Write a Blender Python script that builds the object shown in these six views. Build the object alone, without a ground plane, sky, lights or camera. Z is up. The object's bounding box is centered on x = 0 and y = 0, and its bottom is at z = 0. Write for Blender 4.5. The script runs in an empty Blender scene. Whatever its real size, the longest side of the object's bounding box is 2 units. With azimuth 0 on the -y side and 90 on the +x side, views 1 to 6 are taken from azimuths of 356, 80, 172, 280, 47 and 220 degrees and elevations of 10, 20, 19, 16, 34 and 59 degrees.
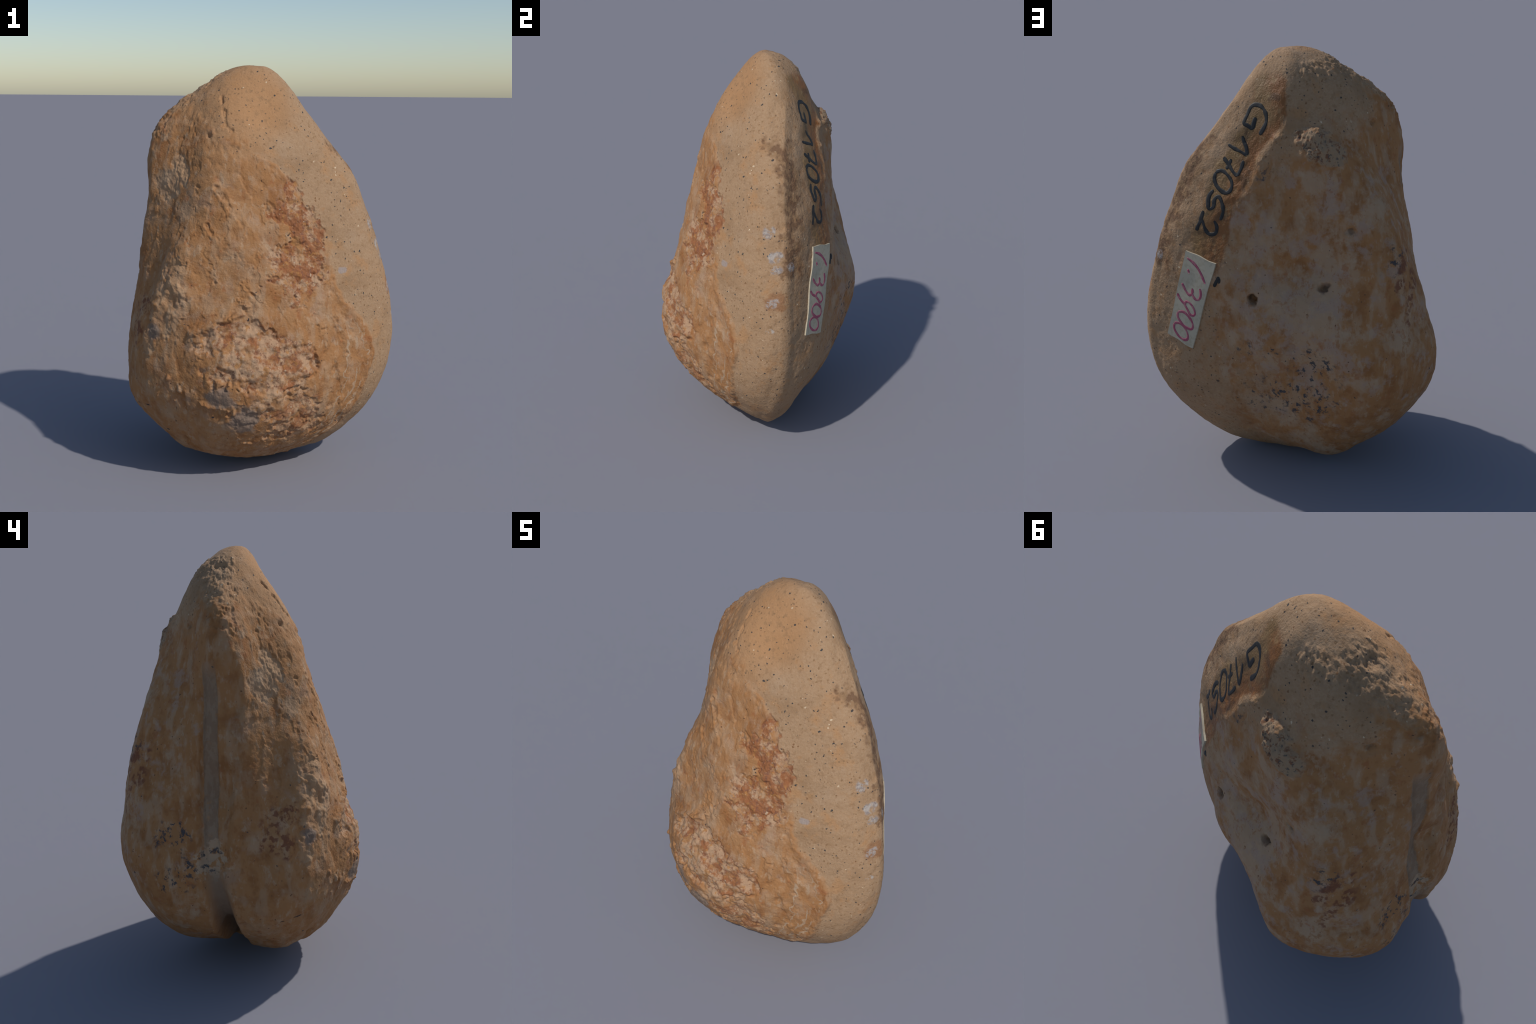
"""A weathered fossil clam standing on its beaks: two valves of ochre shell rind
round a core of sandy stone, a hinge groove between two ridges on one side, a
worn keel on the other, an inked number and a small paper label near the keel.

The body is one skin: named profile lines (radius against polar angle) are run
from the top to the bottom, joined by smooth splines and then given relief.
Fields (masks) are written once and used twice: as numbers for the relief and
as shader nodes for the colour, so colour and relief always agree."""
import bpy, math
import numpy as np
from mathutils import Vector
from mathutils.bvhtree import BVHTree

# ------------------------------------------------------------------ body shape
CENTRE = np.array([0.0, 0.0, 0.92])
POLAR = (9, 18, 28, 38, 50, 62, 75, 88, 101, 114, 127, 139, 150, 160, 170)
PROFILES = []


def profile(name, azimuth, radii):
    """One line down the skin: its azimuth at the top, the waist and the foot
    (degrees) and its distance from CENTRE at each angle of POLAR."""
    PROFILES.append((name, azimuth, radii))


TOP_RADIUS = 1.073
BOTTOM_RADIUS = 0.918
profile("ventral_keel", (30, -2, -8),
        (.972, .819, .696, .640, .610, .615, .625, .643, .689, .748, .805, .855, .891, .914, .915))
profile("back_margin", (38, 9, 5),
        (.968, .798, .672, .606, .564, .550, .565, .564, .598, .656, .749, .807, .853, .892, .909))
profile("label_facet", (48, 24, 24),
        (.965, .779, .656, .579, .516, .491, .490, .481, .501, .539, .616, .700, .760, .820, .890))
profile("number_facet", (58, 40, 42),
        (.967, .777, .654, .567, .485, .452, .445, .436, .444, .471, .527, .606, .698, .784, .870))
profile("back_slope", (72, 58, 60),
        (.980, .798, .654, .565, .475, .415, .396, .402, .429, .459, .493, .570, .673, .776, .865))
profile("back_swell", (86, 76, 78),
        (.998, .820, .678, .571, .469, .389, .362, .390, .435, .462, .502, .585, .688, .791, .872))
profile("back_crest", (100, 94, 96),
        (1.012, .841, .740, .605, .477, .389, .372, .423, .487, .532, .562, .653, .751, .833, .882))
profile("back_flank", (116, 112, 114),
        (1.024, .885, .794, .683, .563, .485, .474, .523, .585, .677, .739, .783, .834, .890, .890))
profile("back_shoulder", (130, 130, 131),
        (1.037, .939, .800, .725, .672, .640, .639, .651, .698, .767, .816, .863, .885, .911, .890))
profile("back_fold", (144, 146, 147),
        (1.052, .980, .828, .724, .681, .655, .636, .668, .738, .811, .859, .887, .896, .885, .878))
profile("back_hinge_slope", (157, 158, 160),
        (1.063, 1.004, .879, .744, .684, .653, .619, .637, .681, .788, .861, .880, .883, .875, .876))
profile("back_hinge_ridge", (166, 166.5, 170.5),
        (1.067, 1.012, .929, .805, .706, .658, .622, .614, .654, .735, .822, .864, .864, .875, .883))
profile("groove_wall", (171, 172, 175.5),
        (1.068, 1.012, .953, .849, .724, .660, .605, .598, .650, .721, .813, .858, .857, .878, .887))
profile("groove_floor", (176, 176.5, 179),
        (1.067, 1.009, .965, .881, .736, .662, .600, .590, .650, .723, .816, .857, .854, .880, .890))
profile("groove_front_wall", (181, 182, 181.5),
        (1.064, 1.003, .958, .890, .739, .663, .615, .595, .652, .729, .822, .857, .854, .882, .891))
profile("front_hinge_ridge", (186, 188, 184.5),
        (1.060, .992, .933, .865, .725, .654, .623, .616, .656, .735, .831, .858, .856, .884, .894))
profile("front_hinge_slope", (196, 197, 194),
        (1.048, .965, .865, .785, .682, .626, .600, .616, .664, .745, .852, .872, .882, .893, .899))
profile("front_valley", (208, 209, 207),
        (1.027, .932, .810, .718, .629, .594, .584, .608, .669, .746, .841, .885, .913, .903, .905))
profile("front_fold", (222, 222, 222),
        (.998, .899, .780, .685, .601, .575, .581, .600, .635, .703, .807, .865, .905, .907, .909))
profile("front_shoulder", (238, 238, 238),
        (.962, .857, .730, .636, .566, .528, .510, .524, .575, .673, .765, .835, .888, .901, .909))
profile("front_flank", (254, 254, 254),
        (.931, .807, .670, .574, .522, .485, .467, .482, .533, .644, .744, .811, .856, .887, .904))
profile("front_crest", (271, 270, 270),
        (.908, .767, .634, .548, .487, .456, .457, .470, .504, .577, .695, .778, .828, .872, .900))
profile("rind_edge", (292, 288, 288),
        (.897, .750, .622, .544, .480, .450, .443, .452, .482, .545, .639, .734, .805, .863, .898))
profile("sandy_slope", (315, 306, 305),
        (.906, .770, .646, .561, .495, .460, .446, .455, .479, .536, .629, .727, .809, .866, .901))
profile("sandy_face", (340, 324, 322),
        (.942, .828, .727, .639, .559, .507, .488, .499, .525, .583, .674, .767, .841, .882, .909))
profile("front_margin", (365, 343, 338),
        (.975, .855, .771, .728, .670, .623, .586, .598, .626, .687, .769, .831, .879, .905, .914))

# -------------------------------------------------------------- spline helpers


def spline_open(x, y, xq):
    """Natural cubic spline."""
    x = np.asarray(x, float); y = np.asarray(y, float); n = len(x)
    h = np.diff(x)
    A = np.eye(n); b = np.zeros(n)
    for i in range(1, n - 1):
        A[i, i - 1:i + 2] = (h[i - 1], 2 * (h[i - 1] + h[i]), h[i])
        b[i] = 6 * ((y[i + 1] - y[i]) / h[i] - (y[i] - y[i - 1]) / h[i - 1])
    m = np.linalg.solve(A, b)
    i = np.clip(np.searchsorted(x, xq) - 1, 0, n - 2)
    t = xq - x[i]; u = x[i + 1] - xq
    return (m[i] * u ** 3 + m[i + 1] * t ** 3) / (6 * h[i]) + \
        (y[i] / h[i] - m[i] * h[i] / 6) * u + (y[i + 1] / h[i] - m[i + 1] * h[i] / 6) * t


def spline_ring(x, y, xq):
    """Periodic cubic spline (period 2 pi)."""
    n = len(x); h = np.diff(np.append(x, x[0] + 2 * math.pi))
    A = np.zeros((n, n)); b = np.zeros(n)
    for i in range(n):
        p, q = (i - 1) % n, (i + 1) % n
        A[i, p] += h[p]; A[i, i] += 2 * (h[p] + h[i]); A[i, q] += h[i]
        b[i] = 6 * ((y[q] - y[i]) / h[i] - (y[i] - y[p]) / h[p])
    m = np.linalg.solve(A, b)
    z = x[0] + (xq - x[0]) % (2 * math.pi)
    i = np.clip(np.searchsorted(x, z, side='right') - 1, 0, n - 1); q = (i + 1) % n
    t = z - x[i]; u = h[i] - t
    return (m[i] * u ** 3 + m[q] * t ** 3) / (6 * h[i]) + \
        (y[i] / h[i] - m[i] * h[i] / 6) * u + (y[q] / h[i] - m[q] * h[i] / 6) * t


ROWS, COLS = 560, 900


def body_grid():
    polar = np.linspace(0, math.pi, ROWS + 1)[1:-1]
    knots = np.radians(np.array((0,) + POLAR + (180,)))
    lines, azim = [], []
    for name, az, rad in PROFILES:
        # mirrored end knots keep the poles round
        kk = np.concatenate([[-knots[1]], knots, [2 * math.pi - knots[-2]]])
        rr = np.array((rad[0], TOP_RADIUS) + tuple(rad) + (BOTTOM_RADIUS, rad[-1]))
        lines.append(spline_open(kk, rr, polar))
        azim.append(np.radians(np.interp(np.degrees(polar), (18, 75, 139), az)))
    lines = np.array(lines); azim = np.array(azim)
    phi = np.linspace(0, 2 * math.pi, COLS, endpoint=False)
    R = np.empty((len(polar), COLS))
    for i in range(len(polar)):
        a = azim[:, i] % (2 * math.pi); o = np.argsort(a)
        R[i] = spline_ring(a[o], lines[o, i], phi)
    d = np.stack([np.sin(polar)[:, None] * np.cos(phi), np.sin(polar)[:, None] * np.sin(phi),
                  np.repeat(np.cos(polar)[:, None], COLS, 1)], -1)
    P = (CENTRE + d * R[..., None]).reshape(-1, 3)
    P = np.vstack([P, CENTRE + (0, 0, TOP_RADIUS), CENTRE - (0, 0, BOTTOM_RADIUS)])
    n = len(polar)
    i = np.arange(n - 1)[:, None] * COLS; j = np.arange(COLS)[None]; k = (j + 1) % COLS
    quads = np.stack([i + j, i + COLS + j, i + COLS + k, i + k], -1).reshape(-1, 4)
    j = np.arange(COLS); k = (j + 1) % COLS
    top = np.stack([np.full(COLS, n * COLS), j, k], -1)
    e = (n - 1) * COLS
    bot = np.stack([np.full(COLS, n * COLS + 1), e + k, e + j], -1)
    return P, quads, np.vstack([top, bot])


def vertex_normals(P, quads, tris):
    N = np.zeros_like(P)
    fq = np.cross(P[quads[:, 2]] - P[quads[:, 0]], P[quads[:, 3]] - P[quads[:, 1]])
    ft = np.cross(P[tris[:, 1]] - P[tris[:, 0]], P[tris[:, 2]] - P[tris[:, 0]])
    for f, q in ((fq, quads), (ft, tris)):
        for c in range(q.shape[1]):
            for a in range(3):
                N[:, a] += np.bincount(q[:, c], f[:, a], len(P))
    return N / np.maximum(np.linalg.norm(N, axis=1, keepdims=True), 1e-12)


# ------------------------------------------------------------------ the fields
# A field is a number at every point of object space. value(P) gives it as an
# array; socket(G) builds the same thing from shader nodes.


def lattice_noise(P):
    """The gradient noise of the Noise Texture node, so relief and colour match."""
    f = np.floor(P); w = (P - f); i = f.astype(np.int64).astype(np.uint32)

    def rot(x, k):
        return (x << np.uint32(k)) | (x >> np.uint32(32 - k))

    def hash3(x, y, z):
        s = np.uint32((0xdeadbeef + (3 << 2) + 13) & 0xffffffff)
        a = s + x; b = s + y; c = s + z
        c = (c ^ b) - rot(b, 14); a = (a ^ c) - rot(c, 11); b = (b ^ a) - rot(a, 25)
        c = (c ^ b) - rot(b, 16); a = (a ^ c) - rot(c, 4); b = (b ^ a) - rot(a, 14)
        return (c ^ b) - rot(b, 24)
    t = w * w * w * (w * (w * 6 - 15) + 10)
    out = 0
    for dx in (0, 1):
        for dy in (0, 1):
            for dz in (0, 1):
                h = hash3(i[:, 0] + np.uint32(dx), i[:, 1] + np.uint32(dy), i[:, 2] + np.uint32(dz)) & np.uint32(15)
                x = w[:, 0] - dx; y = w[:, 1] - dy; z = w[:, 2] - dz
                u = np.where(h < 8, x, y)
                v = np.where(h < 4, y, np.where((h == 12) | (h == 14), x, z))
                g = np.where(h & 1, -u, u) + np.where(h & 2, -v, v)
                wx = t[:, 0] if dx else 1 - t[:, 0]
                wy = t[:, 1] if dy else 1 - t[:, 1]
                wz = t[:, 2] if dz else 1 - t[:, 2]
                out = out + g * wx * wy * wz
    return 0.982 * out


class Field:
    def __add__(s, o): return Op('ADD', s, o)
    def __radd__(s, o): return Op('ADD', o, s)
    def __sub__(s, o): return Op('SUBTRACT', s, o)
    def __rsub__(s, o): return Op('SUBTRACT', o, s)
    def __mul__(s, o): return Op('MULTIPLY', s, o)
    def __rmul__(s, o): return Op('MULTIPLY', o, s)

    def value(s, P):
        memo = s.__dict__.get('_memo')
        if memo is None or memo[0] is not P:
            memo = (P, s._value(P)); s._memo = memo
        return memo[1]

    def socket(s, G):
        if id(s) not in G.made:
            G.made[id(s)] = s._socket(G); G.keep.append(s)
        return G.made[id(s)]


class Axis(Field):
    def __init__(s, k): s.k = k
    def _value(s, P): return P[:, s.k]
    def _socket(s, G): return G.xyz.outputs[s.k]


X, Y, Z = Axis(0), Axis(1), Axis(2)


class Op(Field):
    FN = {'ADD': np.add, 'SUBTRACT': np.subtract, 'MULTIPLY': np.multiply, 'MAXIMUM': np.maximum,
          'MINIMUM': np.minimum, 'ABSOLUTE': np.abs, 'SQRT': lambda a: np.sqrt(np.maximum(a, 0))}

    def __init__(s, op, *a): s.op, s.a = op, a

    def _value(s, P):
        return s.FN[s.op](*[x.value(P) if isinstance(x, Field) else x for x in s.a])

    def _socket(s, G):
        n = G.node('ShaderNodeMath'); n.operation = s.op
        for i, x in enumerate(s.a):
            G.plug(x, n.inputs[i])
        return n.outputs[0]


class Noise(Field):
    def __init__(s, scale, detail=2, shift=0.0, stretch=(1, 1, 1), rough=.5):
        s.scale, s.detail, s.shift, s.stretch, s.rough = scale, detail, shift, stretch, rough

    def _value(s, P):
        Q = (P * np.array(s.stretch) + s.shift) * s.scale
        amp, total, out = 1.0, 0.0, 0
        for k in range(int(s.detail) + 1):
            out = out + amp * lattice_noise(Q); total += amp; amp *= s.rough; Q = Q * 2
        return 0.5 * out / total + 0.5

    def _socket(s, G):
        m = G.node('ShaderNodeVectorMath'); m.operation = 'MULTIPLY_ADD'
        G.link(G.coord, m.inputs[0])
        m.inputs[1].default_value = s.stretch; m.inputs[2].default_value = (s.shift,) * 3
        n = G.node('ShaderNodeTexNoise'); n.noise_dimensions = '3D'
        n.inputs['Scale'].default_value = s.scale; n.inputs['Detail'].default_value = s.detail
        n.inputs['Roughness'].default_value = s.rough; n.inputs['Lacunarity'].default_value = 2.0
        G.link(m.outputs[0], n.inputs['Vector'])
        return n.outputs[0]


class Ramp(Field):
    """0 below lo, 1 above hi (or the reverse if lo > hi); soft by default."""
    def __init__(s, x, lo, hi, soft=True, gain=1.0): s.x, s.lo, s.hi, s.soft, s.gain = x, lo, hi, soft, gain

    def _value(s, P):
        t = np.clip((s.x.value(P) - s.lo) / (s.hi - s.lo), 0, 1)
        return s.gain * (t * t * (3 - 2 * t) if s.soft else t)

    def _socket(s, G):
        n = G.node('ShaderNodeMapRange'); n.interpolation_type = 'SMOOTHSTEP' if s.soft else 'LINEAR'
        n.clamp = True
        lo, hi, a, b = s.lo, s.hi, 0.0, s.gain
        if lo > hi:
            lo, hi, a, b = hi, lo, s.gain, 0.0
        G.plug(s.x, n.inputs[0])
        for k, v in enumerate((lo, hi, a, b)):
            n.inputs[k + 1].default_value = v
        return n.outputs[0]


def fmax(*a):
    r = a[0]
    for x in a[1:]:
        r = Op('MAXIMUM', r, x)
    return r


def fmin(a, b): return Op('MINIMUM', a, b)


def track(x, pts):
    """A piecewise straight curve y(x) through pts."""
    r = pts[0][1]
    for (x0, y0), (x1, y1) in zip(pts, pts[1:]):
        r = Ramp(x, x0, x1, False, y1 - y0) + r
    return r


def mix(a, b, t): return a + (b - a) * t


class Blob(Field):
    """1 at the centre of a turned ellipsoid, 0 on its skin, negative outside."""
    def __init__(s, c, r, tilt=0.0): s.c, s.r, s.tilt = np.array(c, float), np.array(r, float), math.radians(tilt)

    def _value(s, P):
        q = P - s.c; c, n = math.cos(s.tilt), math.sin(s.tilt)
        x = q[:, 0] * c + q[:, 2] * n; z = -q[:, 0] * n + q[:, 2] * c
        return 1 - np.sqrt((x / s.r[0]) ** 2 + (q[:, 1] / s.r[1]) ** 2 + (z / s.r[2]) ** 2)

    def _socket(s, G):
        m = G.node('ShaderNodeMapping'); m.vector_type = 'TEXTURE'
        m.inputs['Location'].default_value = s.c; m.inputs['Rotation'].default_value = (0, -s.tilt, 0)
        m.inputs['Scale'].default_value = s.r
        G.link(G.coord, m.inputs['Vector'])
        n = G.node('ShaderNodeVectorMath'); n.operation = 'LENGTH'; G.link(m.outputs[0], n.inputs[0])
        k = G.node('ShaderNodeMath'); k.operation = 'SUBTRACT'; k.inputs[0].default_value = 1.0
        G.link(n.outputs['Value'], k.inputs[1])
        return k.outputs[0]


class Path(Field):
    """Distance from a bent line in space."""
    def __init__(s, *pts): s.p = np.array(pts, float)

    def _value(s, P):
        best = np.full(len(P), 9.0)
        for a, b in zip(s.p, s.p[1:]):
            d = b - a; t = np.clip((P - a) @ d / (d @ d), 0, 1)
            best = np.minimum(best, np.linalg.norm(P - a - t[:, None] * d, axis=1))
        return best

    def _socket(s, G):
        best = None
        for a, b in zip(s.p, s.p[1:]):
            d = b - a
            n = G.node('ShaderNodeVectorMath'); n.operation = 'DOT_PRODUCT'
            G.link(G.coord, n.inputs[0]); n.inputs[1].default_value = d / (d @ d)
            t = G.node('ShaderNodeMath'); t.operation = 'SUBTRACT'; t.use_clamp = True
            G.link(n.outputs['Value'], t.inputs[0]); t.inputs[1].default_value = a @ d / (d @ d)
            v = G.node('ShaderNodeVectorMath'); v.operation = 'MULTIPLY_ADD'
            v.inputs[0].default_value = d; G.link(t.outputs[0], v.inputs[1]); v.inputs[2].default_value = a
            e = G.node('ShaderNodeVectorMath'); e.operation = 'DISTANCE'
            G.link(G.coord, e.inputs[0]); G.link(v.outputs[0], e.inputs[1])
            if best is None:
                best = e.outputs['Value']
            else:
                k = G.node('ShaderNodeMath'); k.operation = 'MINIMUM'
                G.link(best, k.inputs[0]); G.link(e.outputs['Value'], k.inputs[1]); best = k.outputs[0]
        return best


class Shader:
    """A material under construction."""
    def __init__(s, name):
        s.mat = bpy.data.materials.new(name); s.mat.use_nodes = True
        s.nt = s.mat.node_tree; s.nt.nodes.clear(); s.made = {}; s.keep = []
        s.coord = s.node('ShaderNodeTexCoord').outputs['Object']
        s.xyz = s.node('ShaderNodeSeparateXYZ'); s.link(s.coord, s.xyz.inputs[0])
        s.out = s.node('ShaderNodeOutputMaterial'); s.bsdf = s.node('ShaderNodeBsdfPrincipled')
        s.link(s.bsdf.outputs[0], s.out.inputs[0])

    def node(s, t): return s.nt.nodes.new(t)
    def link(s, a, b): s.nt.links.new(a, b)

    def plug(s, x, sock):
        if isinstance(x, Field):
            s.link(x.socket(s), sock)
        elif isinstance(x, (int, float)):
            sock.default_value = x
        elif isinstance(x, tuple):
            sock.default_value = x + (1,)
        else:
            s.link(x, sock)

    def over(s, base, top, fac):
        """Colour top laid over base where fac is 1."""
        n = s.node('ShaderNodeMix'); n.data_type = 'RGBA'; n.clamp_factor = True
        s.plug(fac, n.inputs[0]); s.plug(base, n.inputs[6]); s.plug(top, n.inputs[7])
        return n.outputs[2]

    def specks(s, scale, size, shift=0.0, share=0.5):
        """Scattered grains: 1 inside a grain, 0 between; only a share of cells hold one."""
        # a little wobble keeps the grains from being round
        n = s.node('ShaderNodeTexNoise'); n.inputs['Scale'].default_value = scale * 2.5; n.inputs['Detail'].default_value = 1
        s.link(s.coord, n.inputs['Vector'])
        m = s.node('ShaderNodeVectorMath'); m.operation = 'MULTIPLY_ADD'; s.link(n.outputs['Color'], m.inputs[0])
        m.inputs[1].default_value = (.5 / scale,) * 3; s.link(s.coord, m.inputs[2])
        w = s.node('ShaderNodeVectorMath'); w.operation = 'ADD'; s.link(m.outputs[0], w.inputs[0])
        w.inputs[1].default_value = (shift,) * 3
        m = w
        v = s.node('ShaderNodeTexVoronoi'); v.inputs['Scale'].default_value = scale
        s.link(m.outputs[0], v.inputs['Vector'])
        r = s.node('ShaderNodeSeparateXYZ'); s.link(v.outputs['Color'], r.inputs[0])
        # grain size differs from cell to cell
        z = s.node('ShaderNodeMapRange'); z.inputs[1].default_value = 1 - share; z.inputs[2].default_value = 1
        z.inputs[3].default_value = 0; z.inputs[4].default_value = size; s.link(r.outputs[0], z.inputs[0])
        d = s.node('ShaderNodeMath'); d.operation = 'SUBTRACT'; s.link(z.outputs[0], d.inputs[0]); s.link(v.outputs['Distance'], d.inputs[1])
        k = s.node('ShaderNodeMapRange'); k.inputs[1].default_value = 0; k.inputs[2].default_value = size * .3
        s.link(d.outputs[0], k.inputs[0])
        return k.outputs[0]

# ------------------------------------------------- where things lie on the stone
wob = Noise(9, 3)                   # wandering edges
streak = Noise(13, 3, 5.0, (1.5, 1.5, .45))   # growth lines, roughly upright
wob2 = Noise(26, 2, 3.1)
grit = Noise(70, 2, 7.7)
lump = Noise(14, 2, 1.3)
dimple = Noise(20, 2, 14.0)
wide = Noise(5, 1, 17.0)
swirl = (wob - 0.5) * 0.10 + (wob2 - 0.5) * 0.06

# edge of the shell rind: sandy stone lies on the keel side of it (x greater)
rind_front = track(Z, [(.08, .15), (.14, .26), (.23, .41), (.37, .48), (.47, .52), (.61, .545), (.70, .52), (.79, .46),
                       (.87, .39), (1.0, .33), (1.1, .30), (1.27, .21), (1.37, .17), (1.46, .11), (1.53, .05),
                       (1.57, -.05), (1.66, -.25), (1.84, -.52), (2.1, -.80)])
rind_back = track(Z, [(.05, .02), (.2, .18), (.4, .30), (.6, .36), (.9, .40), (1.1, .42), (1.2, .34), (1.45, .22),
                      (1.55, .05), (1.72, -.33), (1.95, -.70)])
behind = Ramp(Y, -.04, .04)
rind_edge = mix(rind_front, rind_back, behind)
past_rind = X - rind_edge + swirl * mix(.55, 1.3, behind)
shoulder = Ramp(Z, 1.42, 1.60) * Ramp(X, .10, -.10)           # up here stone and rind merge
sandy = mix(Ramp(past_rind, -.012, .012), Ramp(past_rind + (wob2 - .5) * .7 + (wob - .5) * 1.0, -.22, .20), fmax(shoulder, behind * .75))
rind_lip = (1 - shoulder) * Ramp(past_rind, -.05, -.012) * Ramp(past_rind, .004, -.012) * (1 - behind)


def patch(blobs, ragged=1.0, soft=.10):
    return Ramp(fmax(*blobs) + (wob - .5) * (2.4 * ragged) + (wob2 - .5) * (1.8 * ragged), -soft, soft)


# broken places on the front valve where the rind is gone and red-brown crystals show
red_break = patch([Blob((.13, -.31, 1.39), (.045, .12, .08), 10), Blob((.14, -.33, 1.30), (.14, .12, .06), -12),
                   Blob((.21, -.34, 1.18), (.10, .14, .12), -30), Blob((.14, -.40, 1.03), (.145, .14, .13), -20),
                   Blob((.15, -.42, .95), (.09, .1, .08), 0)], .7, .10)
low_break = patch([Blob((-.21, -.50, .755), (.15, .12, .05), 25), Blob((-.05, -.53, .72), (.16, .14, .11), -20),
                   Blob((-.03, -.53, .60), (.25, .16, .12), -5), Blob((.15, -.47, .61), (.10, .12, .11), -35)], .6)
low_scar = patch([Blob((.10, -.42, .34), (.16, .16, .13), -10), Blob((-.06, -.50, .40), (.12, .14, .08), -20)], .8)
fold_break = patch([Blob((-.44, -.39, 1.03), (.07, .10, .06), 0), Blob((-.45, -.41, .92), (.085, .10, .10), 10),
                    Blob((-.49, -.39, .81), (.07, .10, .08), 0), Blob((-.56, -.35, .70), (.03, .08, .07), 0)], .7)
valley_break = patch([Blob((-.47, -.16, 1.42), (.07, .10, .07), 0), Blob((-.40, -.19, 1.50), (.04, .09, .07), 15)], .7)
scratch = Path((-.23, -.32, 1.42), (-.15, -.37, 1.31), (-.10, -.39, 1.22), (-.05, -.41, 1.14))
flaws = [((-.28, -.36, 1.25), (-.20, -.40, 1.12)), ((.02, -.39, 1.20), (.08, -.41, 1.05)), ((-.30, -.40, 1.08), (-.24, -.43, .98)),
         ((.22, -.39, .90), (.26, -.40, .74)), ((-.12, -.46, 1.00), (-.04, -.48, .90)), ((.34, -.36, .80), (.40, -.35, .62))]
top_crack = Path((-.20, -.12, 1.85), (-.20, -.17, 1.81), (-.19, -.23, 1.72), (-.16, -.25, 1.68), (-.11, -.27, 1.62))

# crumbling crest on the shoulder over the hinge
crumble = patch([Blob((-.10, .13, 1.89), (.10, .06, .05), 0), Blob((-.25, .06, 1.89), (.13, .09, .06), 25),
                 Blob((-.40, .03, 1.80), (.11, .09, .08), 40), Blob((-.49, -.01, 1.69), (.06, .07, .08), 50)], .5)

# back: varnished brown strip under the number, with a ledge on its inner side
strip_in = track(Z, [(.98, .36), (1.10, .33), (1.19, .30), (1.34, .27), (1.45, .20), (1.58, .14), (1.65, .075), (1.73, .03), (1.95, .01)])
strip_out = track(Z, [(.98, .46), (1.15, .47), (1.31, .42), (1.50, .335), (1.68, .20), (1.80, .16), (1.88, .13)])
inner = X - strip_in + (wob2 - .5) * .03
strip = Ramp(inner, -.008, .008) * Ramp(strip_out - X + (wob - .5) * .08, -.02, .03) * Ramp(Z, 1.0, 1.12) * \
    Ramp(Z, 1.91, 1.87) * Ramp(Y, .05, .09)
strip_ledge = Ramp(inner, .012, -.022) * Ramp(inner, -.14, -.022) * Ramp(Z, 1.30, 1.45) * Ramp(Z, 1.74, 1.66) * Ramp(Y, .12, .18)
knob = patch([Blob((-.085, .31, 1.625), (.075, .10, .055), 35), Blob((-.13, .35, 1.575), (.085, .09, .06), 10)], .6, .15)
dark_line = Path((.375, -.03, 1.58), (.42, .03, 1.50), (.47, .035, 1.41), (.54, .03, 1.24), (.60, .01, 1.08))
dark_rind = Ramp(dark_line + (wob - .5) * .16 + (wob2 - .5) * .18 + (streak - .5) * .16, .075, .022)
white_spots = patch([Blob((.548, -.105, 1.225), (.02, .05, .035)), Blob((.593, -.093, 1.116), (.02, .05, .025)),
                     Blob((.618, -.06, 1.05), (.02, .03, .02)), Blob((.60, .01, 1.06), (.02, .03, .025)),
                     Blob((.65, -.106, .895), (.02, .04, .025)), Blob((.669, -.113, .761), (.015, .03, .014))], .7, .25)
rust_spot = patch([Blob((.655, -.10, .90), (.03, .06, .045))], 1.0, .3)
grey_spot = patch([Blob((.376, -.29, 1.016), (.028, .04, .018))], .6, .2)

# hinge: pale limy floor between the ridges
floor_mid = track(Z, [(.60, .045), (.69, .055), (.85, .060), (1.04, .058), (1.18, .055), (1.34, .05), (1.55, .058)])
off_mid = Y - floor_mid + (wob2 - .5) * .012
low_x = Ramp(X, -.38, -.42)
hinge_floor = Ramp(Op('ABSOLUTE', off_mid), .037, .031) * low_x * Ramp(Z, .62, .68) * Ramp(Z, 1.56, 1.45)
off_ridge = Y - track(Z, [(.63, -.03), (.76, -.05), (.89, -.054), (1.05, -.071), (1.18, -.082), (1.36, -.095), (1.48, -.086), (1.62, -.04)])
channel = Ramp(off_ridge, -.008, .040) * Ramp(off_mid, .068, .034) * low_x * Ramp(Z, .52, .68) * Ramp(Z, 1.58, 1.40)
hinge_ledge = Path((-.59, .020, 1.20), (-.60, .020, 1.04), (-.62, .020, .86), (-.64, .022, .72))
limy = patch([Blob((-.64, .05, .67), (.06, .075, .09))], .8)
keel = Path((.24, .05, 1.76), (.35, .02, 1.61), (.463, -.006, 1.456), (.564, -.017, 1.22), (.607, -.019, 1.046), (.648, -.035, .84),
            (.656, -.03, .67), (.652, -.04, .51), (.54, -.07, .256), (.42, -.07, .14), (.30, -.06, .05))
front_ridge = Path((-.52, -.03, 1.62), (-.53, -.086, 1.48), (-.54, -.095, 1.36), (-.577, -.082, 1.18), (-.596, -.071, 1.05),
                   (-.617, -.054, .89), (-.65, -.05, .76))
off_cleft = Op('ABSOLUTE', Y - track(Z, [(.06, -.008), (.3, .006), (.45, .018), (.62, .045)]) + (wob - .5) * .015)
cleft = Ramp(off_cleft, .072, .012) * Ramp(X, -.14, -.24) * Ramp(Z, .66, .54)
lobe_edge = Ramp(off_cleft, .11, .06) * Ramp(off_cleft, .030, .050) * Ramp(X, -.14, -.26) * Ramp(Z, .58, .42)

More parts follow.
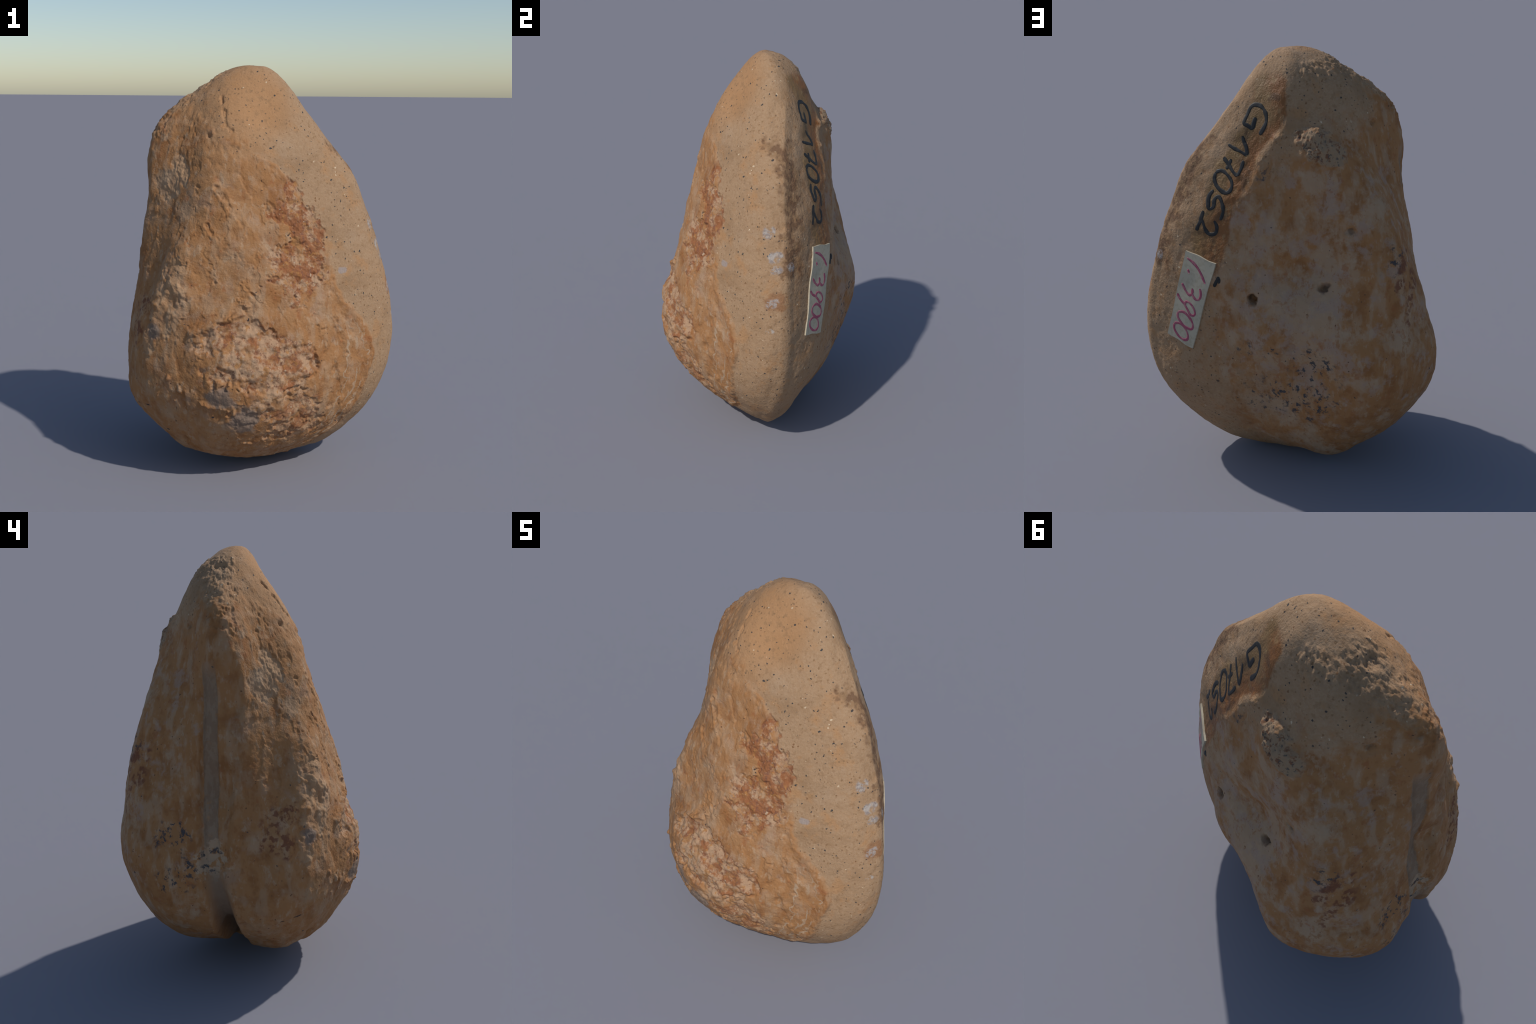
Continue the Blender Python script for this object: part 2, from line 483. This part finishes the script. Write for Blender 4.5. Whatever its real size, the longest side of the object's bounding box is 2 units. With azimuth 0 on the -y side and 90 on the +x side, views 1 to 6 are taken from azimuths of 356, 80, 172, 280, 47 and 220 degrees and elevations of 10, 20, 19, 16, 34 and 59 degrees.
pits = [((.205, .33, .93), .022, .050), ((-.121, .385, .978), .020, .034), ((-.223, .41, 1.24), .018, .012),
        ((.04, .40, .73), .02, .010), ((.20, .32, .74), .014, .010), ((-.37, .165, 1.67), .016, .016), ((-.344, .487, 1.08), .018, .006),
        ((-.33, -.125, 1.71), .009, .008), ((-.26, -.22, 1.66), .012, .011), ((-.165, -.255, 1.69), .009, .008), ((-.318, -.292, 1.43), .009, .008),
        ((-.25, .045, 1.905), .026, .022), ((-.39, -.13, 1.65), .009, .007), ((.133, -.435, .915), .014, .014),
        ((.303, -.355, .91), .012, -.005), ((.28, -.39, .76), .010, .006), ((.26, -.39, .76), .010, .006),
        ((.276, -.36, .30), .014, .008), ((.375, -.34, .385), .018, -.008), ((.36, -.37, .52), .026, -.007), ((.33, -.38, .55), .02, .007),
        ((-.38, -.35, .21), .022, .014), ((-.46, -.45, .55), .014, -.012), ((-.42, -.49, .50), .012, -.010), ((-.675, .21, .586), .014, .010)]

# knobs of hard stone standing on the skin
bosses = [((-.082, .29, 1.665), .030, .009), ((-.012, .295, 1.622), .018, .009), ((-.07, .325, 1.615), .06, .013),
          ((.07, .26, 1.64), .026, .014), ((.15, .245, 1.55), .02, .008), ((-.46, -.35, 1.07), .05, .005),
          ((-.39, -.42, .92), .045, .009), ((-.52, -.36, .88), .03, .005), ((-.26, .045, 1.925), .02, .012)]
# broad swells and hollows of the body that the profile lines are too sparse for
swells = [((-.06, .0, 2.0), .10, .007), ((-.52, .42, .80), .09, -.035), ((-.47, .21, 1.28), .13, -.018), ((.05, .32, 1.40), .14, -.022), ((.05, -.20, 1.73), .12, -.012),
          ((-.42, .02, 1.80), .10, .005), ((-.11, .46, .66), .12, -.018), ((.15, .33, .36), .12, -.018), ((.14, .40, .74), .10, .014), ((.02, -.10, 1.88), .08, -.010), ((.40, -.22, .22), .14, -.018), ((.45, .12, .22), .14, -.022), ((.25, .22, .18), .14, -.022),
          ((.50, .20, .36), .12, -.012), ((-.20, .28, .06), .12, .010), ((.20, -.20, .08), .10, -.008)]
front_hollow = Path((-.50, -.22, 1.38), (-.53, -.24, 1.0), (-.60, -.20, .72), (-.64, -.12, .50))
flakes = Ramp(Noise(5.5, 5, 23.0, (1.3, 1.3, .75), rough=.55), .500, .516)
ledges = [(Path((-.36, -.47, .765), (-.25, -.49, .80), (-.13, -.49, .86)), .016, .014),
          (Path((.08, -.53, .50), (.16, -.50, .52), (.21, -.46, .57)), .012, .010),
          (Path((-.32, -.52, .44), (-.25, -.54, .42), (-.18, -.55, .42)), .008, .008),
          (Path((-.12, -.44, .22), (-.06, -.44, .20), (0, -.42, .19)), .010, .009),
          (Path((-.15, -.48, .92), (-.10, -.49, .90)), .014, .010)]
cracks = [(Path((-.64, -.20, .60), (-.62, -.28, .67)), .004, .003), (Path((-.617, -.247, .356), (-.56, -.33, .37), (-.50, -.39, .40)), .004, .003),
          (Path((-.427, -.454, .404), (-.431, -.413, .317)), .004, .003), (Path((.20, -.33, 1.25), (.10, -.36, 1.20)), .005, .004),
          (Path((-.20, -.34, 1.52), (-.205, -.33, 1.46)), .005, .006)]


def relief(P):
    """Height of the relief over the smooth body, along its normal."""
    v = lambda f: f.value(P)
    sand, w, w2, g, l = v(sandy), v(wob) - .5, v(wob2) - .5, v(grit) - .5, v(lump) - .5
    front = 1 - v(behind)
    rind = (1 - sand) * (.55 + .45 * front)
    h = (.008 + .007 * rind) * l + (.003 + .001 * rind) * w2 + .0025 * g + .020 * rind * (v(wide) - .5)
    h += rind * (.004 * (v(streak) - .5) - .004 * np.clip(v(dimple) - .60, 0, 1) * 8)
    h += .005 * (1 - sand) * (1 - v(behind)) + .005 * v(rind_lip)

    def part(f, fn):
        m = v(f); k = np.nonzero(m > .002)[0]
        if len(k):
            h[k] += m[k] * fn(P[k])
    broad = Noise(11, 2, 6.6); rough = Noise(22, 3, 5.5); craggy = Noise(38, 2, 2.2); fine = Noise(95, 1, 9.1)
    crag = lambda a, b, c: (lambda Q: a + b * (np.abs(rough.value(Q) - .5) * 4 - .6) + .5 * b * (craggy.value(Q) - .5) * 4 + c * (fine.value(Q) - .5))
    part(red_break, lambda Q: crag(-.004, .005, .005)(Q) + .035 * (broad.value(Q) - .5))
    part(low_break, lambda Q: crag(-.006, .0045, .0045)(Q) + .075 * (broad.value(Q) - .5))
    part(low_scar, lambda Q: crag(-.005, .0045, .0045)(Q) + .06 * (broad.value(Q) - .5))
    part(fold_break, lambda Q: crag(.000, .0035, .004)(Q) + .050 * (broad.value(Q) - .5))
    part(valley_break, crag(-.002, .004, .005))
    part(crumble, lambda Q: crag(.005, .008, .011)(Q) + .03 * (broad.value(Q) - .5))
    part(knob, crag(.008, .008, .008))
    part(limy, crag(-.002, .003, .006))
    part(dark_rind, crag(.001, .002, .004))
    h += .005 * v(strip_ledge)
    for a, b in flaws:
        d = Path(a, b).value(P) + .05 * w2
        h += (.003 * np.exp(-((d - .013) / .008) ** 2) - .0045 * np.exp(-(d / .006) ** 2)) * np.clip(.7 + 5 * w, 0, 1.2)
    scar = v(scratch) + .05 * w2
    h += (.004 * np.exp(-((scar - .018) / .010) ** 2) - .005 * np.exp(-(scar / .007) ** 2)) * np.clip(.8 + 5 * w, 0, 1.3)
    h -= .007 * np.exp(-((v(top_crack) + .06 * w2) / .007) ** 2) * np.clip(.6 + 7 * w, 0, 1.5)
    h -= v(channel) * (.006 + .010 * np.clip((1.12 - P[:, 2]) / .12, 0, 1)) + .009 * v(hinge_floor)
    h -= .005 * np.exp(-(v(hinge_ledge) / .006) ** 2)
    h -= .010 * np.exp(-((v(off_mid) - .038) / .009) ** 2) * v(low_x) * np.clip((P[:, 2] - .55) / .1, 0, 1) * np.clip((1.5 - P[:, 2]) / .1, 0, 1)
    k = v(keel)
    h += .012 * np.clip(1 - k / .05, 0, 1) - .005 * np.exp(-(k / .10) ** 2)
    h -= v(cleft) * (.015 + .085 * np.clip((.58 - P[:, 2]) / .36, 0, 1))
    h += .003 * v(lobe_edge)
    h += .008 * np.clip(1 - v(front_ridge) / .036, 0, 1)
    for c, r, d in swells:
        h += d * np.exp(-((P - np.array(c)) ** 2).sum(1) / r ** 2)
    h -= .013 * np.exp(-(v(front_hollow) / .075) ** 2)
    h += .0032 * rind * front * (v(flakes) - .5)
    Q = P + np.stack([w2, g, l], 1) * np.array([.05, .03, .05])
    for c, r, d in pits:
        c = P[((P - c) ** 2).sum(1).argmin()]
        k = np.nonzero(np.abs(P - c).max(1) < 3 * r)[0]
        q = np.linalg.norm(Q[k] - c, axis=1) / r
        h[k] -= d * np.exp(-q ** 4)
    for c, r, d in bosses:
        c = P[((P - c) ** 2).sum(1).argmin()]
        k = np.nonzero(np.abs(P - c).max(1) < 3 * r)[0]
        q = np.linalg.norm(Q[k] - c, axis=1) / r
        h[k] += d * np.exp(-q ** 3) * (1 + 3 * (w2[k]))
    for f, r, d in ledges:
        h += d * np.exp(-(f.value(Q) / r) ** 4)
    for f, r, d in cracks:
        h -= d * np.exp(-(f.value(Q) / r) ** 2)
    return h


# -------------------------------------------------------------------- colours
TAN, TAN_PALE, TAN_DARK = (.345, .214, .119), (.41, .275, .168), (.255, .148, .075)
OCHRE, OCHRE_DEEP, FILM, LILAC = (.35, .170, .068), (.27, .115, .040), (.40, .275, .175), (.345, .24, .18)
RED, CREAM, UMBER, INK = (.29, .105, .038), (.50, .35, .22), (.13, .065, .035), (.025, .023, .024)


def stone_material(name, part):
    """The stone, with only those marks that can show on the given part."""
    G = Shader(name); o = G.over
    core, front, back, hinge = [part == p for p in ('core', 'front', 'back', 'hinge')]
    clouds = Noise(5.5, 6, 6.0, rough=.64)
    wisps = Noise(24, 4, 3.0, (1.3, 1.3, .7), rough=.65)
    # sandy stone: fine grains, brown stains, pits and black specks
    sand = o(TAN, TAN_PALE, Ramp(Noise(90, 4, 4.0, rough=.7), .40, .66, True, .5))
    sand = o(sand, TAN_DARK, Ramp(Noise(5, 4, 8.0, rough=.6), .48, .70, True, .55))
    sand = o(sand, (.40, .20, .08), Ramp(Noise(11, 4, 9.0, rough=.6), .52, .68, True, .5))
    sand = o(sand, (.41, .21, .09), fmax(Ramp(Blob((-.08, -.14, 1.82), (.28, .22, .28)), -.1, .6), shoulder * (1 - behind) * .8) * .7)
    sand = o(sand, FILM, Ramp(clouds, .55, .68, True, .4))
    sand = o(sand, TAN_DARK, Ramp(Noise(38, 4, 5.5, rough=.65), .54, .66, True, .55))
    sand = o(sand, TAN_DARK, G.specks(60, .40, 1.0, .55))
    sand = o(sand, (.56, .43, .29), G.specks(44, .26, 2.0, .14))
    sand = o(sand, (.22, .115, .055), G.specks(52, .34, 4.0, .22))
    sand = o(sand, (.05, .046, .045), G.specks(29, .21, 3.0, .42))
    sand = o(sand, (.06, .05, .045), G.specks(62, .34, 3.6, .32))
    # shell rind: ochre with a pale film and lilac-grey clouds
    rind = o(OCHRE, OCHRE_DEEP, Ramp(Noise(9, 5, 2.0, rough=.6), .47, .66, True, .9))
    share = (Blob((.10, .42, .95), (.50, .45, .75)) * .09 - .008) * behind - .025 * (1 - behind)
    cloud = clouds + share
    rind = o(rind, FILM, Ramp(cloud, .49, .62, True, .8 if back else .38))
    if front:
        rind = o(rind, (.37, .23, .125), flakes * .18)
    rind = o(rind, FILM, Ramp(streak, .50, .66, True, .55 if back else .38))
    rind = o(rind, LILAC, Ramp(Noise(10, 5, 12.0, rough=.65) + share * .7, .52, .64, True, .7 if back else .25))
    rind = o(rind, (.42, .295, .19), Ramp(wisps, .55, .68, True, .55))
    rind = o(rind, OCHRE_DEEP, Ramp(wisps, .44, .33, True, .6))
    rind = o(rind, (.30, .11, .04), Ramp(Noise(17, 4, 15.0, rough=.6), .60, .70, True, .55))
    rind = o(rind, UMBER, G.specks(60, .28, 6.0, .14))
    rind = o(rind, (.04, .04, .045), G.specks(24, .16, 6.5, .16))
    col = o(rind, sand, sandy)
    if core or back:
        brown = o((.235, .132, .052), (.235, .092, .028), Ramp(X - strip_in + (wob - .5) * .2, .11, .03, True, .9))
        brown = o(brown, (.11, .055, .025), Ramp(Noise(12, 4, 21.0, rough=.6), .54, .66, True, .7))
        brown = o(brown, (.34, .22, .10), Ramp(wisps, .54, .66, True, .5))
        col = o(col, brown, strip)
    if core or front:
        crystals = o((.265, .10, .040), (.42, .27, .165), Ramp(Noise(13, 6, 18.0, rough=.68) + low_break * .07 + low_scar * .07 - .03, .44, .57))
        crystals = o(crystals, (.17, .07, .045), Ramp(Noise(42, 4, 11.0, rough=.6), .54, .64, True, .8))
        crystals = o(crystals, (.38, .175, .055), Ramp(Noise(33, 3, 13.0), .57, .66, True, .8))
        crystals = o(crystals, (.46, .33, .22), G.specks(60, .42, 5.0, .22))
        col = o(col, crystals, fmax(red_break * .9, low_break * .85, low_scar * .7) * Ramp(Noise(16, 4, 27.0, rough=.6), .34, .50))
    if front or hinge:
        col = o(col, o(FILM, CREAM, Ramp(Noise(20, 4, 8.5), .4, .6)), fmax(fold_break * .28, valley_break * .45))
    if core or back:
        col = o(col, o((.32, .215, .13), (.20, .095, .05), Ramp(Noise(40, 5, 4.5, rough=.65), .50, .60)), knob)
        col = o(col, (.05, .052, .058), knob * Ramp(Noise(55, 4, 30.0, rough=.6), .58, .64, True, .7))
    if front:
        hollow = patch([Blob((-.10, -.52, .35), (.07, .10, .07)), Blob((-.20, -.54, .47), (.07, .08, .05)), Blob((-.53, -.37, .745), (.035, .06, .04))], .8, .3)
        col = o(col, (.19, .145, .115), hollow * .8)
        for shift, width in ((.035, .006), (.075, .009), (.13, .006)):
            line = Op('ABSOLUTE', past_rind + shift + (wob2 - .5) * .03)
            col = o(col, (.42, .31, .21), Ramp(line, width, width * .3) * Ramp(Z, .85, .65) * Ramp(streak, .36, .52) * .7)
    if back:
        for c, r, d in pits[:3]:
            col = o(col, (.10, .07, .045), Ramp(Blob(c, (r * 1.0, r * 2.2, r * 1.0)) + (wob2 - .5) * 1.5, .0, .5) * .6)
    if core:
        col = o(col, o(UMBER, TAN_DARK, Ramp(Noise(30, 4, 2.5), .46, .60)), dark_rind * .75)
        col = o(col, (.24, .10, .04), rust_spot * .6)
        col = o(col, o((.40, .37, .345), (.24, .22, .22), Ramp(Noise(60, 2, 2.5), .45, .6)), white_spots * Ramp(Noise(40, 4, 19.0, rough=.65), .40, .56) * .75)
        col = o(col, (.33, .26, .22), grey_spot)
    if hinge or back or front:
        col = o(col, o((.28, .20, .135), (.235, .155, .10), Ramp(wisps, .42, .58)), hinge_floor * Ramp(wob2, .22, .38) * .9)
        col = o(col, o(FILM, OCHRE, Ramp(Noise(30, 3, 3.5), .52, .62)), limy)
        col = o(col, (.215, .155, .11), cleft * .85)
    # manganese blooms, rusty stains and hairline cracks
    if back or hinge:
        bloom = patch([Blob((-.06, .46, .63), (.10, .12, .10)), Blob((.02, .40, .45), (.17, .16, .10)), Blob((-.64, .21, .77), (.05, .09, .06)),
                       Blob((.15, .28, 1.53), (.05, .08, .06)), Blob((-.62, .05, .66), (.05, .07, .06)), Blob((-.42, .44, 1.12), (.05, .08, .07)),
                       Blob((-.66, .20, .58), (.04, .08, .07)), Blob((.14, .33, .70), (.1, .1, .05))], 1.0, .4)
        col = o(col, (.045, .05, .06), bloom * Ramp(Noise(34, 5, 30.0, rough=.68), .525, .60, True, .92))
    if back or front:
        stain = patch([Blob((-.45, .44, 1.06), (.03, .09, .08), 15), Blob((-.49, .455, .93), (.025, .09, .11), 12),
                       Blob((-.59, -.28, .86), (.05, .1, .06)), Blob((-.62, -.27, .73), (.04, .1, .06))], 1.2, .4)
        col = o(col, (.16, .055, .03), stain * Ramp(Noise(34, 4, 33.0), .46, .56, True, .8))
    if front:
        for f, r, d in cracks:
            col = o(col, (.05, .035, .03), Ramp(f + (wob2 - .5) * .012, .005, .002))
    G.plug(col, G.bsdf.inputs['Base Color'])
    G.bsdf.inputs['Specular IOR Level'].default_value = .25
    G.plug(mix(.85, .5, strip) if core or back else .85, G.bsdf.inputs['Roughness'])
    b = G.node('ShaderNodeBump'); b.inputs['Strength'].default_value = .6; b.inputs['Distance'].default_value = .006
    G.plug(Noise(120, 4, 1.0, rough=.6), b.inputs['Height'])
    G.link(b.outputs[0], G.bsdf.inputs['Normal'])
    return G.mat


def plain_material(name, colour, rough, grain=None, spec=.3):
    G = Shader(name)
    col = colour
    if grain:
        col = G.over(colour, grain, Ramp(Noise(55, 4, 3.0), .45, .65, True, .7))
    G.plug(col, G.bsdf.inputs['Base Color'])
    G.bsdf.inputs['Roughness'].default_value = rough
    G.bsdf.inputs['Specular IOR Level'].default_value = spec
    return G.mat


# --------------------------------------------------------------------- objects
def new_mesh(name, verts, polys, normals=None):
    me = bpy.data.meshes.new(name)
    me.vertices.add(len(verts)); me.vertices.foreach_set('co', np.asarray(verts, np.float32).ravel())
    size = np.concatenate([np.full(len(p), p.shape[1]) for p in polys])
    idx = np.concatenate([p.ravel() for p in polys]).astype(np.int32)
    me.loops.add(len(idx)); me.loops.foreach_set('vertex_index', idx)
    me.polygons.add(len(size))
    me.polygons.foreach_set('loop_start', np.concatenate([[0], np.cumsum(size)[:-1]]).astype(np.int32))
    me.polygons.foreach_set('use_smooth', np.ones(len(size), bool))
    me.update(calc_edges=True)
    if normals is not None:
        me.normals_split_custom_set_from_vertices(normals.astype(np.float32))
    return me


def put(name, me, mat, parent):
    ob = bpy.data.objects.new(name, me); bpy.context.scene.collection.objects.link(ob)
    if mat: me.materials.append(mat)
    ob.parent = parent
    return ob


fossil = bpy.data.objects.new('fossil_clam', None)
bpy.context.scene.collection.objects.link(fossil)
fossil['label'] = 'ochre fossil clam stone with inked number and paper label'
fossil['category'] = 'fossil'

P, quads, tris = body_grid()
smooth_normal = vertex_normals(P, quads, tris)
skin = P + smooth_normal * relief(P)[:, None]
foot = skin[:, 2] < .012                        # settle the foot softly on the ground
skin[foot, 2] = .012 * np.exp((skin[foot, 2] - .012) / .012)
skin[:, 2] -= skin[:, 2].min()
normal = vertex_normals(skin, quads, tris)

# share the skin out: sandy stone, hinge groove, and the two valves
def region_of(F):
    C = P[F].mean(1)
    r = np.where(C[:, 1] - .03 > 0, 2, 1)                                     # valves
    az = np.degrees(np.arctan2(C[:, 1], -C[:, 0]))
    r[(az > -5) & (az < 10) & (C[:, 0] < 0) & (C[:, 2] < 1.60)] = 3             # groove between the ridges
    r[past_rind.value(C) > 0] = 0
    return r


rq, rt = region_of(quads), region_of(tris)
for k, (name, part) in enumerate((('sandstone_core', 'core'), ('valve', 'front'), ('valve', 'back'), ('hinge_groove', 'hinge'))):
    parts = [f for f in (quads[rq == k], tris[rt == k]) if len(f)]
    used, inv = np.unique(np.concatenate([f.ravel() for f in parts]), return_inverse=True)
    out, at = [], 0
    for f in parts:
        out.append(inv[at:at + f.size].reshape(f.shape)); at += f.size
    put(name, new_mesh(name, skin[used], out, normal[used]), stone_material(part + '_stone', part), fossil)

# ------------------------------------------------------------ label and writing
tree = BVHTree.FromPolygons(skin.tolist(), quads.tolist())


class Sheet:
    """A flat writing frame in front of the stone: u to the right, v up,
    dropped on to the skin along its own normal."""
    def __init__(s, origin, u, v):
        s.o, s.u = Vector(origin), Vector(u).normalized()
        s.n = s.u.cross(Vector(v)).normalized(); s.v = s.n.cross(s.u)

    def drop(s, a, b, lift):
        p = s.o + s.u * a + s.v * b
        hit, nor, _, _ = tree.ray_cast(p + s.n * .5, -s.n)
        if hit is None:
            hit = p
        return hit + s.n * lift


def bend(pts, step=.004):
    """A smooth pen line through a few points."""
    p = np.array(pts, float)
    d = np.concatenate([[0], np.cumsum(np.linalg.norm(np.diff(p, axis=0), axis=1))])
    t = np.linspace(0, d[-1], max(4, int(d[-1] / step)))
    if len(p) < 3:
        return np.stack([np.interp(t, d, p[:, i]) for i in (0, 1)], 1)
    return np.stack([spline_open(d, p[:, i], t) for i in (0, 1)], 1)


def pen(sheet, strokes, width, lift, rng):
    """Ink ribbons: a low rounded ridge, uneven in width, with rounded ends."""
    V, F = [], []
    for st in strokes:
        c = bend(st); n = len(c)
        t = np.gradient(c, axis=0); t /= np.maximum(np.linalg.norm(t, axis=1, keepdims=True), 1e-9)
        side = np.stack([-t[:, 1], t[:, 0]], 1)
        w = width * .5 * (1 + .28 * np.interp(np.arange(n), np.arange(0, n + 6, 5), rng.uniform(-1, 1, len(np.arange(0, n + 6, 5)))))
        s = np.linspace(0, 1, n) * (n - 1) * .004
        cap = np.minimum(s, s[::-1]); w *= np.sqrt(np.clip(.25 + cap / (width * .5), 0, 1))
        b = len(V)
        for i in range(n):
            for k, z in ((-1, -.003), (-.92, .7), (-.4, 1), (.4, 1), (.92, .7), (1, -.003)):
                q = c[i] + side[i] * w[i] * k
                V.append(sheet.drop(q[0], q[1], lift * z if z > 0 else z))
        for i in range(n - 1):
            for k in range(5):
                a = b + i * 6 + k
                F.append((a, a + 6, a + 7, a + 1))
        for i in (0, n - 1):
            F.append((b + i * 6, b + i * 6 + 1, b + i * 6 + 4, b + i * 6 + 5))
            F.append((b + i * 6 + 1, b + i * 6 + 2, b + i * 6 + 3, b + i * 6 + 4))
    return np.array(V), np.array(F)


rng = np.random.default_rng(7)
number_sheet = Sheet((.163, .153, 1.724), (.418, .066, -.906), (-.816, .464, -.342))
NUMBER = [
    # G
    [(.066, .068), (.035, .074), (-.002, .072), (-.027, .057), (-.047, .027), (-.048, 0), (-.033, -.021), (-.006, -.025),
     (.025, -.025), (.049, -.022), (.052, .002), (.054, .021), (.032, .021), (.005, .018)],
    # 1
    [(.163, -.055), (.167, -.016), (.168, .021), (.171, .05)], [(.171, .05), (.14, .033), (.119, .009), (.102, -.004)],
    # 7
    [(.198, .046), (.234, .051), (.271, .048)], [(.271, .048), (.263, .022), (.247, -.007), (.224, -.052)],
    [(.265, -.017), (.243, -.013), (.216, -.013)],
    # 0
    [(.298, -.059), (.281, -.036), (.287, .003), (.306, .034), (.333, .045), (.357, .034), (.362, .008), (.352, -.027),
     (.33, -.052), (.298, -.059)],
    # 5
    [(.483, .051), (.441, .049), (.411, .03), (.392, -.002), (.41, -.012), (.446, -.005), (.459, -.018), (.435, -.037),
     (.405, -.045), (.375, -.035)],
    # 2
    [(.578, -.045), (.543, -.043), (.48, -.043)],
    [(.555, -.041), (.523, -.036), (.547, -.01), (.563, .027), (.549, .05), (.515, .045), (.499, .024)]]
V, F = pen(number_sheet, NUMBER, .0185, .0010, rng)
ink = plain_material('black_ink', (.016, .016, .017), .6, (.032, .030, .028), .35)
number = put('inked_number', new_mesh('inked_number', V, [F]), ink, fossil)

# paper label: a strip with slanting ends, glued down, with its own thickness
label_sheet = Sheet((.472, .164, .882), (.247, -.136, -.96), (-.71, .648, -.274))
LABEL_CORNERS = ((-.219, -.086), (-.231, .086), (.226, .078), (.224, -.078))     # round the strip
NU, NV_ = 46, 18
PAPER = .0055


def label_point(a, b):
    c = np.array(LABEL_CORNERS)
    p = (1 - a) * ((1 - b) * c[0] + b * c[1]) + a * ((1 - b) * c[3] + b * c[2])
    # cut edges are not quite straight
    p = p + .002 * np.array([math.sin(9 * b + 1), math.sin(11 * a)])
    return p


height = np.array([[label_sheet.drop(*label_point(i / NU, j / NV_), 0) for j in range(NV_ + 1)] for i in range(NU + 1)])
# paper bridges the small hollows: smooth its height along the normal
n = np.array(label_sheet.n)
h = height @ n
for _ in range(12):
    g = np.pad(h, 1, mode='edge')
    h = np.maximum(h - .0008, (g[:-2, 1:-1] + g[2:, 1:-1] + g[1:-1, :-2] + g[1:-1, 2:]) / 4)
height += ((h - height @ n) + .001)[..., None] * n
topside = height + n * PAPER
V = np.concatenate([topside.reshape(-1, 3), (height - n * .004).reshape(-1, 3)])
W = NV_ + 1; M = (NU + 1) * W
F = []
for i in range(NU):
    for j in range(NV_):
        a = i * W + j
        F += [(a, a + W, a + W + 1, a + 1), (M + a, M + a + 1, M + a + W + 1, M + a + W)]
for i in range(NU):
    a = i * W; F.append((a, M + a, M + a + W, a + W)); a += NV_; F.append((a, a + W, M + a + W, M + a))
for j in range(NV_):
    a = j; F.append((a, a + 1, M + a + 1, M + a)); a += NU * W; F.append((a, M + a, M + a + 1, a + 1))
paper = plain_material('old_paper', (.47, .41, .305), .85, (.39, .33, .235))
me = new_mesh('paper_label', V, [np.array(F)])
me.polygons.foreach_set('use_smooth', np.zeros(len(F), bool))
label = put('paper_label', me, paper, fossil)

tree = BVHTree.FromPolygons(topside.reshape(-1, 3).tolist(), [f for f in F if max(f) < M])
LABEL_TEXT = [
    [(-.188, -.069), (-.181, -.024), (-.161, .016), (-.118, .062)], [(-.14, -.049), (-.124, -.036)],
    # 3
    [(-.058, -.064), (-.035, -.037), (-.026, -.004), (-.05, .006), (-.06, -.003)],
    [(-.057, -.002), (-.03, .012), (-.023, .043), (-.047, .054), (-.082, .041)],
    # 9
    [(.01, -.007), (.024, .031), (.054, .047), (.066, .03), (.048, 0), (.029, -.023), (.01, -.007)],
    [(.032, -.013), (.022, -.052), (.003, -.076)],
    # 0 0
    [(.089, -.047), (.073, -.02), (.082, .022), (.103, .047), (.129, .05), (.139, .023), (.13, -.018), (.109, -.044), (.089, -.047)],
    [(.153, -.053), (.139, -.024), (.148, .013), (.172, .035), (.195, .036), (.208, .006), (.196, -.031), (.176, -.051), (.153, -.053)]]
V, F2 = pen(label_sheet, LABEL_TEXT, .0135, .0008, rng)
rose = plain_material('rose_ink', (.33, .075, .12), .7, (.40, .17, .19))
put('label_writing', new_mesh('label_writing', V, [F2]), rose, label)

# flake of dried black paint beside the label
tree = BVHTree.FromPolygons(skin.tolist(), quads.tolist())
FLAKE = [[(-.178, .118), (-.150, .112), (-.125, .108)], [(-.172, .124), (-.150, .126)]]
V, F = pen(label_sheet, FLAKE, .016, .003, rng)
put('paint_flake', new_mesh('paint_flake', V, [F]), ink, fossil)
